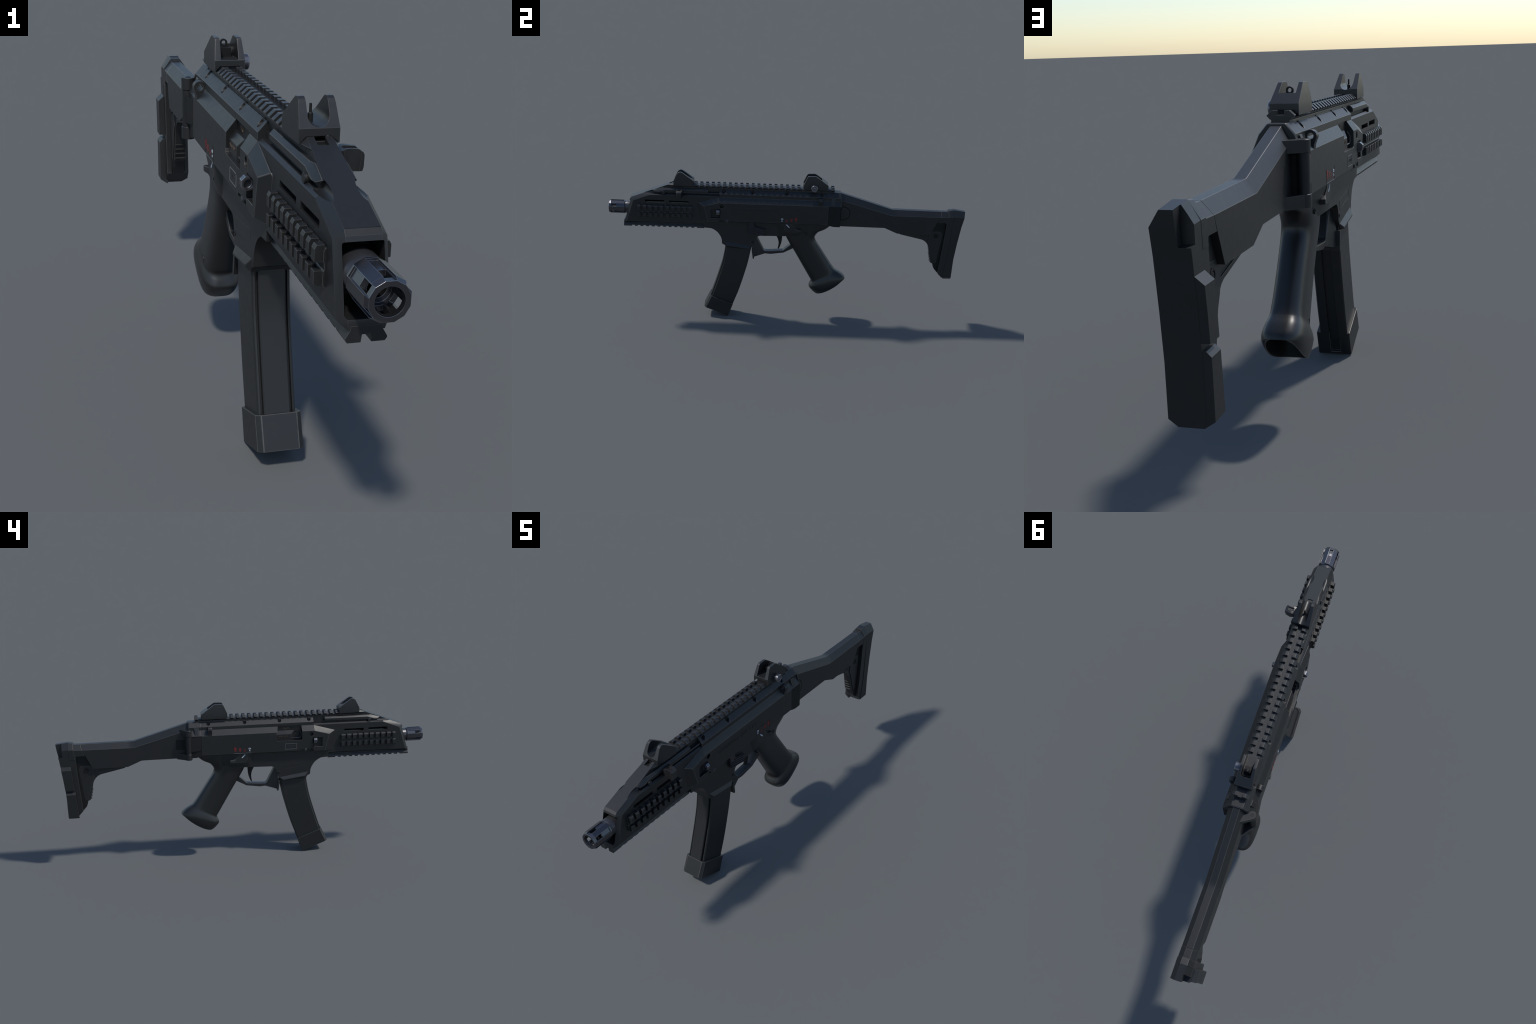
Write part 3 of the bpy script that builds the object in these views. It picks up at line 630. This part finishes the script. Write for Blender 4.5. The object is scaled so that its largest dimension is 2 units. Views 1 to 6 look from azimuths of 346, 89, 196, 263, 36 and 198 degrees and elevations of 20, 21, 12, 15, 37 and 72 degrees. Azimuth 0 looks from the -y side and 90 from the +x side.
# web below the arm with finger ridges
web = [(0.622, 0.540), (0.645, 0.5255), (0.770, 0.4985), (0.786, 0.491), (0.799, 0.479), (0.808, 0.466), (0.814, 0.451), (0.8195, 0.420), (0.8255, 0.392), (0.8330, 0.360),
       (0.8465, 0.3535), (0.8510, 0.335), (0.8560, 0.323), (0.8760, 0.3005), (0.9000, 0.300), (0.9050, 0.600), (0.845, 0.620), (0.800, 0.545)]
wb = link('stock_web', prism_x(web, -0.0175, 0.0175), POLY, bevel=0.001)
wc = []
for s in (-1, 1):
    wc.append(prism_x([(0.650, 0.5335), (0.788, 0.5335), (0.788, 0.5060)], *sorted((s * 0.0135, s * 0.03))))
boolean(wb, wc)
for i in range(4):
    t = i / 4
    y = 0.8195 + 0.0125 * t; z = 0.424 - 0.062 * t
    link('finger_ridge', hull([(s * 0.0155, yy, zz) for s in (-1, 1) for yy, zz in ((y - 0.0030, z - 0.0105), (y + 0.0105, z - 0.0135), (y + 0.0105, z), (y - 0.001, z - 0.0125))]), RUBBER, wb, bevel=0.0006)  # darkened material keeps the sun-facing ridge facets from showing bright
link('pivot_plate', both(prism_x([(0.812, 0.535), (0.824, 0.5495), (0.866, 0.5505), (0.876, 0.547), (0.883, 0.539), (0.885, 0.527), (0.862, 0.360), (0.850, 0.360), (0.835, 0.400), (0.822, 0.452), (0.806, 0.482)], 0.015, 0.0215)), POLY, wb, bevel=0.0012)
link('web_filler', both(prism_x([(0.815, 0.540), (0.850, 0.606), (0.896, 0.604), (0.890, 0.480), (0.878, 0.330), (0.872, 0.306), (0.855, 0.330), (0.850, 0.365), (0.870, 0.45)], 0.010, 0.0205)), RUBBER, wb)
link('pivot_screw', both(turn('x', (0.847, 0.524), [(0.015, 0.0135), (0.0232, 0.0135), (0.0240, 0.0125), (0.0240, 0.0095), (0.0222, 0.0090), (0.0222, 0.0065), (0.0235, 0.006)], 24)), RUBBER, wb)
link('lock_tab', box(-0.020, 0.020, 0.862, 0.872, 0.548, 0.6065), POLY, wb, bevel=0.001)

# ------------------------------------------------------------------ bevels, normals, tidy up
def tidy(ob):
    """weld slivers left by the cuts so the bevel keeps its width"""
    bm = bmesh.new(); bm.from_mesh(ob.data)
    bmesh.ops.remove_doubles(bm, verts=bm.verts, dist=0.00025)
    bmesh.ops.dissolve_limit(bm, angle_limit=math.radians(0.6), verts=bm.verts, edges=bm.edges)
    bm.to_mesh(ob.data); bm.free()
for ob in (handguard, receiver, lower, nose, fs, rs): tidy(ob)
handguard['_b'] = 0.0011

done = {}
for ob in ALL:
    if ob.name not in bpy.data.objects: continue
    b, seg, ang = ob['_b'], ob['_s'], ob['_a']
    key = ob.data.name
    if b > 0 and key not in done:
        users = [o for o in bpy.data.objects if o.data == ob.data and o != ob]
        md = ob.modifiers.new('bevel', 'BEVEL'); md.width = b; md.segments = seg
        md.limit_method = 'ANGLE'; md.angle_limit = math.radians(20)
        md.use_clamp_overlap = True; md.harden_normals = False
        if ob.data.materials and ob.data.materials[0] in (POLY, ALLOY):
            ob.data.materials.append(EDGE); md.material = 1
        if ob.data.materials and ob.data.materials[0] in (STEEL, NUBM):
            ob.data.materials.append(SEDGE); md.material = 1
        bake(ob)
        ob.data.shade_smooth(); ob.data.set_sharp_from_angle(angle=math.radians(ang))
        wn = ob.modifiers.new('flat', 'WEIGHTED_NORMAL'); wn.keep_sharp = True; wn.weight = 90; wn.mode = 'FACE_AREA'
        bake(ob)
        for u in users: u.data = ob.data
        done[ob.data.name] = 1
    elif b <= 0 and key not in done:
        done[key] = 1
        ob.data.shade_smooth(); ob.data.set_sharp_from_angle(angle=math.radians(ang))
for ob in bpy.data.objects:
    for k in ('_b', '_s', '_a', '_src'):
        if k in ob: del ob[k]
for me in list(bpy.data.meshes):
    if me.users == 0: bpy.data.meshes.remove(me)
